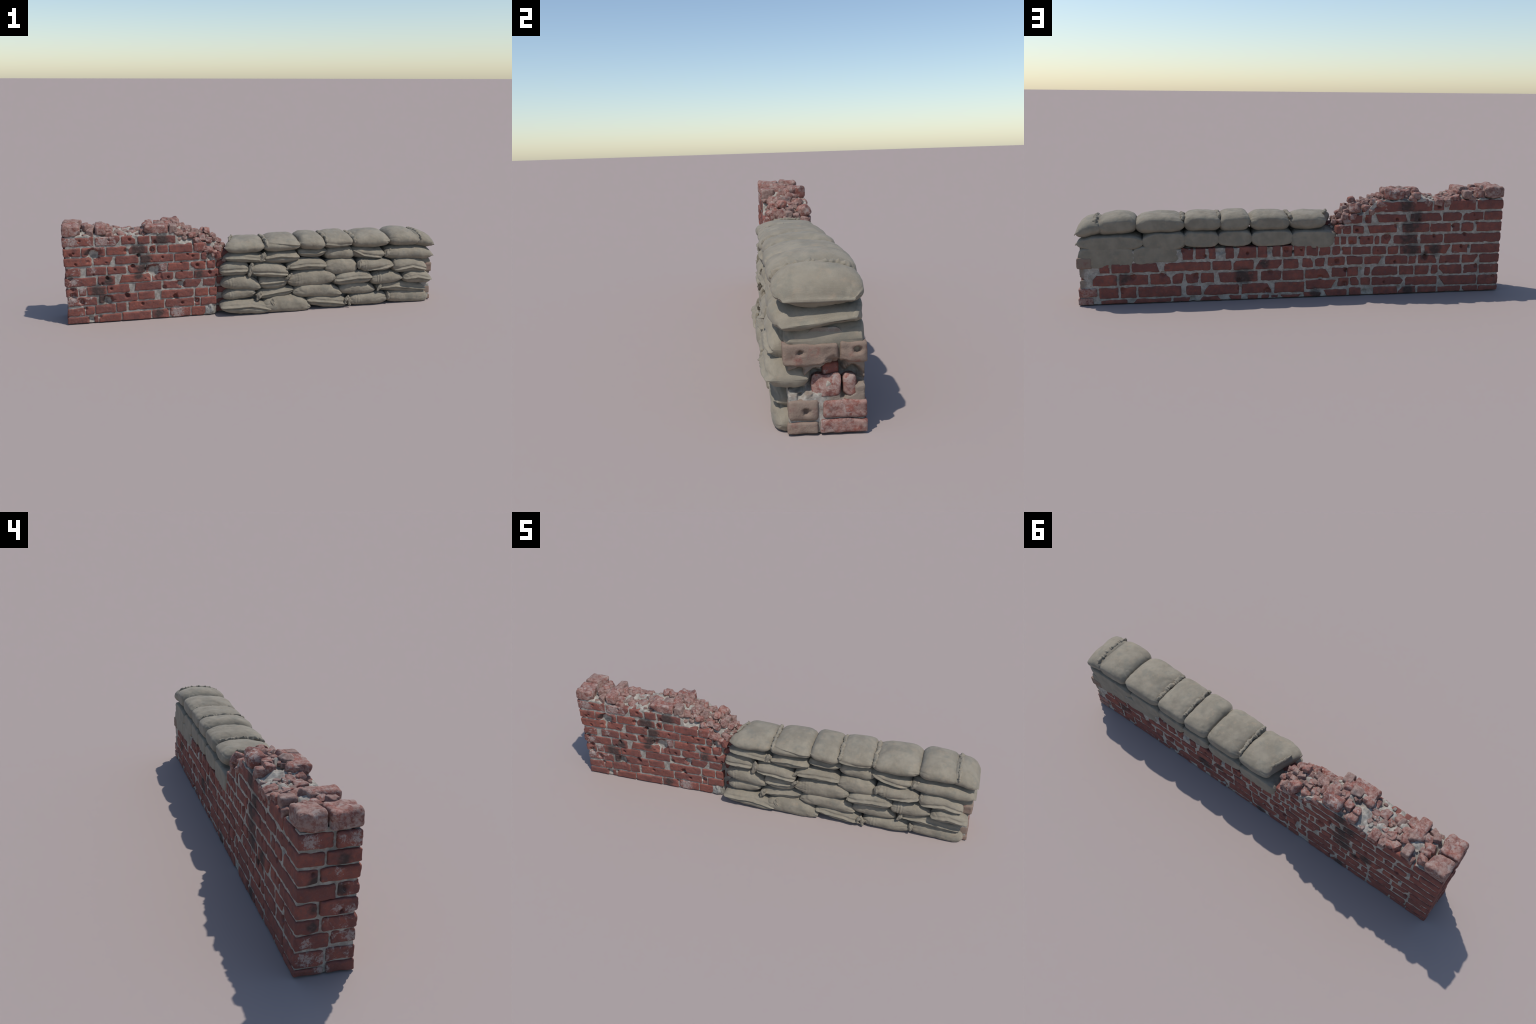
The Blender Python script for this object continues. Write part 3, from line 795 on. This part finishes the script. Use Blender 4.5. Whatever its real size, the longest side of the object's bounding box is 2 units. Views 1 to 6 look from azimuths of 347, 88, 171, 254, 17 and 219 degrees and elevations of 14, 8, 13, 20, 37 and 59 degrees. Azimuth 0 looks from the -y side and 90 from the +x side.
def frill(owner, path, radius, sd):
    """bunched hem: a lumpy roll of cloth along a path of points"""
    path = np.array(path, float)
    seg = np.concatenate([[0], np.cumsum(np.linalg.norm(np.diff(path, axis=0), axis=1))])
    n, m = 90, 18
    L = np.linspace(0, seg[-1], n)
    c = np.stack([np.interp(L, seg, path[:, k]) for k in range(3)], 1)
    for _ in range(6):
        c[1:-1] = (c[:-2] + c[2:] + 2 * c[1:-1]) / 4
    tan = np.gradient(c, axis=0)
    tan /= np.linalg.norm(tan, axis=1, keepdims=True)
    sidev = np.cross(tan, [1.0, 0.15, 0.1])
    sidev /= np.linalg.norm(sidev, axis=1, keepdims=True)
    upv = np.cross(tan, sidev)
    th = np.arange(m) / m * 2 * np.pi
    u = L / seg[-1]
    taper = np.minimum(1, np.minimum(u, 1 - u) / 0.06 + 0.15)
    rings = radius * taper * (1 + 0.22 * np.sin(L * 330 + 2 * np.sin(L * 120 + sd)))
    p = c[:, None, :] + rings[:, None, None] * (np.cos(th)[None, :, None] * sidev[:, None, :] + np.sin(th)[None, :, None] * upv[:, None, :])
    p = p.reshape(-1, 3)
    p += np.stack([noise(p, 75, 801 + sd), noise(p, 75, 802 + sd), noise(p, 75, 803 + sd)], 1) * radius * 0.55
    idx = np.arange(n * m).reshape(n, m)
    nxt = np.roll(idx, -1, axis=1)
    quads = np.stack([idx[:-1], nxt[:-1], nxt[1:], idx[1:]], -1).reshape(-1, 4)
    p = np.concatenate([p, c[:1], c[-1:]])
    caps = [(n * m, nxt[0, j], idx[0, j]) for j in range(m)] + [(n * m + 1, idx[-1, j], nxt[-1, j]) for j in range(m)]
    return make_object("gathered_hem", p, quads, M_BAG, owner, tris=caps)


REAR = 0.1175
flat = dict(yb=0.122, nb=6.5, yclip=REAR)


def lay(yf_left, yf_right, **kw):
    """one layer of the pile: its front leans from yf_left at x=-0.2 to yf_right at x=1"""
    def put(left, mid, right, h, **k):
        cx = (left[0] + right[0]) / 2
        k.setdefault("yf", yf_left + (yf_right - yf_left) * (cx + 0.2) / 1.2)
        return bag(left, mid, right, h, **{**kw, **k})
    return put


# lowest layer
L1 = lay(-0.126, -0.096)
b1 = L1((-0.216, .046), (-0.091, .036), (0.062, .022), .070, seam=[(-0.211, .046), (-0.052, .048), (0.054, .022)])
b2 = L1((0.000, .030), (0.140, .040), (0.276, .018), .082, blunt=(3, 3.6))
b3 = L1((0.258, .047), (0.369, .036), (0.490, .022), .066, yf=-.106, seam=[(0.262, .049), (0.369, .037), (0.484, .020)])
b4 = L1((0.494, .032), (0.608, .034), (0.728, .032), .064, yf=-.104, blunt=(5, 5), folds=.0010)
b5 = L1((0.716, .042), (0.841, .032), (0.974, .020), .066, blunt=(6, 5), ears=(1, .6))
# second layer
L2 = lay(-0.096, -0.100)
c1 = L2((-0.200, .098), (-0.111, .109), (-0.024, .110), .056, folds=.0008, blunt=(2.6, 4.5), ears=(.2, 1))
c2 = L2((-0.022, .094), (0.084, .100), (0.188, .112), .052, seam=[(0.001, .095), (0.080, .106), (0.180, .117)], blunt=(4, 3))
c3 = L2((0.180, .098), (0.323, .104), (0.456, .076), .072, blunt=(4, 2.6), yf=-.106)
c4 = L2((0.442, .099), (0.549, .098), (0.652, .084), .062, blunt=(4, 2.2), yf=-.100)
c5 = L2((0.660, .098), (0.794, .094), (0.956, .067), .056, seam=[(0.680, .094), (0.766, .099), (0.949, .069)], blunt=(4, 5))
# third layer
L3 = lay(-0.100, -0.112)
d1 = L3((-0.208, .163), (-0.101, .170), (0.006, .138), .068, folds=.0010, blunt=(2.8, 3), yf=-.102, ears=(0, 1))
d2 = L3((-0.006, .164), (0.073, .157), (0.154, .167), .060, seam=[(0.002, .158), (0.073, .163), (0.149, .167)], blunt=(6, 5), yf=-.094)
d3 = L3((0.150, .166), (0.280, .172), (0.420, .168), .080, folds=.0008, blunt=(4.5, 2.6))
d4 = L3((0.410, .149), (0.529, .160), (0.630, .157), .068, seam=[(0.418, .152), (0.532, .164), (0.624, .161)], blunt=(4, 4), yf=-.116)
d5 = L3((0.622, .146), (0.716, .149), (0.812, .143), .060, folds=.0020, blunt=(5, 2.2))
d6 = L3((0.808, .143), (0.889, .146), (0.982, .128), .064, seam=[(0.814, .141), (0.889, .149), (0.978, .128)], blunt=(3, 3.5), yf=-.116)
# fourth layer
L4 = lay(-0.090, -0.106)
e1 = L4((-0.214, .234), (-0.139, .247), (-0.055, .239), .070, seam=[(-0.209, .234), (-0.139, .237), (-0.071, .234)], blunt=(2.4, 5), yf=-.097, ears=(-.2, 1))
e2 = L4((-0.050, .232), (0.056, .228), (0.154, .208), .068, seam=[(-0.039, .218), (0.063, .212), (0.149, .200)], blunt=(4, 5), yf=-.104)
e3 = L4((0.148, .238), (0.262, .246), (0.372, .235), .056, yf=-.096, seam=[(0.162, .234), (0.262, .245), (0.367, .234)], blunt=(3, 5))
e4 = L4((0.360, .225), (0.451, .222), (0.543, .220), .076, blunt=(4.5, 7))
e5 = L4((0.544, .232), (0.645, .221), (0.750, .222), .062, seam=[(0.600, .198), (0.653, .203), (0.745, .221)], blunt=(5, 2.6), folds=.0008, yf=-.110)
e6 = L4((0.745, .214), (0.849, .210), (0.952, .192), .074, seam=[(0.758, .190), (0.860, .206), (0.945, .184)], blunt=(6, 5))
# rear of the fourth layer, slumped over the wall's far end
bag((0.538, .226), (0.640, .222), (0.756, .218), .070, yf=0.0, blunt=(9, 7), **flat)
bag((0.742, .216), (0.860, .212), (0.988, .220), .088, yf=-0.07, blunt=(9, 6), **flat)
# fifth layer, lying right across the wall
L5 = lay(-0.084, -0.098, **flat)
f1 = L5((-0.192, .302), (-0.100, .302), (0.036, .284), .058, seam=[(-0.183, .304), (-0.100, .303), (0.029, .284)], back=(.274, .092), blunt=(3, 7), yf=-.093, ears=(0, 1))
f2 = L5((0.020, .290), (0.124, .292), (0.218, .290), .068, seam=[(0.029, .295), (0.108, .305), (0.211, .293)], back=(.284, .078), blunt=(5, 5), yf=-.094)
f3 = L5((0.213, .310), (0.294, .302), (0.376, .312), .056, seam=[(0.220, .309), (0.311, .303), (0.372, .316)], back=(.286, .078), blunt=(5, 4), yf=-.080)
f4 = L5((0.364, .298), (0.448, .294), (0.530, .287), .076, back=(.286, .076), blunt=(6, 6), yf=-.084)
f5 = L5((0.512, .302), (0.607, .287), (0.708, .279), .066, seam=[(0.520, .311), (0.580, .280), (0.686, .263)], back=(.282, .078), blunt=(5, 4), yf=-.092)
f6 = L5((0.702, .280), (0.870, .278), (0.997, .260), .074, back=(.278, .074), blunt=(6, 3.4), ears=(1, .4), ridge=1, yf=-.098)

# top layer: fat sacks laid across the wall
LT = lay(-0.099, -0.096, yb=0.120, nf=2.1, nb=2.9, yclip=REAR, swell=1.0, cols=132, ears=(.45, .45))
t1 = LT((-0.184, .356), (-0.078, .354), (0.029, .355), .084, blunt=(4.4, 4.0), skew=(.052, .014))
t2 = LT((0.022, .352), (0.125, .357), (0.226, .354), .088, blunt=(4.2, 4.2), skew=(.014, 0), seam=[(0.034, .382), (0.12, .372), (0.219, .358)], seam_height=.0040)
t3 = LT((0.219, .362), (0.290, .359), (0.363, .353), .092, blunt=(4.0, 4.0), yf=-.103)
t4 = LT((0.351, .355), (0.440, .360), (0.522, .358), .090, blunt=(4.2, 4.2), seam=[(0.356, .354), (0.440, .343), (0.514, .344)], seam_height=.0050)
t5 = LT((0.515, .352), (0.630, .356), (0.738, .351), .094, blunt=(4.4, 4.0))
t6 = LT((0.728, .355), (0.820, .356), (0.905, .346), .098, blunt=(4.0, 4.4))
t7 = LT((0.868, .346), (0.930, .344), (0.999, .320), .088, blunt=(3, 2.2), nf=2.2, nb=2.6, ridge=1, ears=(0, .3))

# tied necks and gathered hems
knot(f1, (0.016, -0.086, .306), .036, 0.3, sd=1)
knot(e1, (-0.050, -0.090, .240), .040, 0.15, 1.5, sd=2)
knot(e3, (0.155, -0.092, .242), .022, 0.9, sd=3)
knot(d3, (0.156, -0.100, .194), .026, 0.9, sd=4)
knot(c2, (-0.010, -0.098, .095), .036, 0.1, sd=5)
knot(b1, (0.066, -0.108, .050), .036, -0.5, 1.3, sd=6)
knot(b3, (0.479, -0.104, .044), .026, 0.4, 1.4, sd=7)
knot(b4, (0.495, -0.104, .032), .028, -0.2, 1.6, sd=8)
knot(e5, (0.550, -0.098, .236), .034, 0.1, sd=9)
knot(e6, (0.754, -0.096, .234), .026, 0.1, sd=10)
knot(c5, (0.672, -0.096, .098), .026, 0.3, 1.3, sd=11)
knot(b5, (0.726, -0.094, .048), .030, -0.3, sd=12)
knot(f6, (0.722, -0.080, .288), .034, 0.5, sd=13)


def hem(owner, x, y0, y1, sd, radius=.0085, dx=0.0, lift=0.2):
    ys = np.linspace(y0, y1, 9)
    frill(owner, [(x + dx * k, yy, CROWN[owner.name](x, yy) + radius * lift) for k, yy in zip(np.sin(np.arange(9) * 1.7), ys)], radius, sd)


frill(t1, [(xx, yy, CROWN[t1.name](-0.168, yy) + .005) for xx, yy in ((-.158, -.030), (-.148, -.002), (-.142, .022), (-.132, .048), (-.122, .070))], .0065, 1)
hem(t2, 0.037, -0.095, 0.100, 2, .008, .003)
hem(t4, 0.364, -0.095, 0.098, 3, .0085, .002)
hem(t5, 0.526, -0.096, 0.100, 4, .0085, .003)
hem(t7, 0.908, -0.095, 0.105, 5, .0085, .002, -0.3)
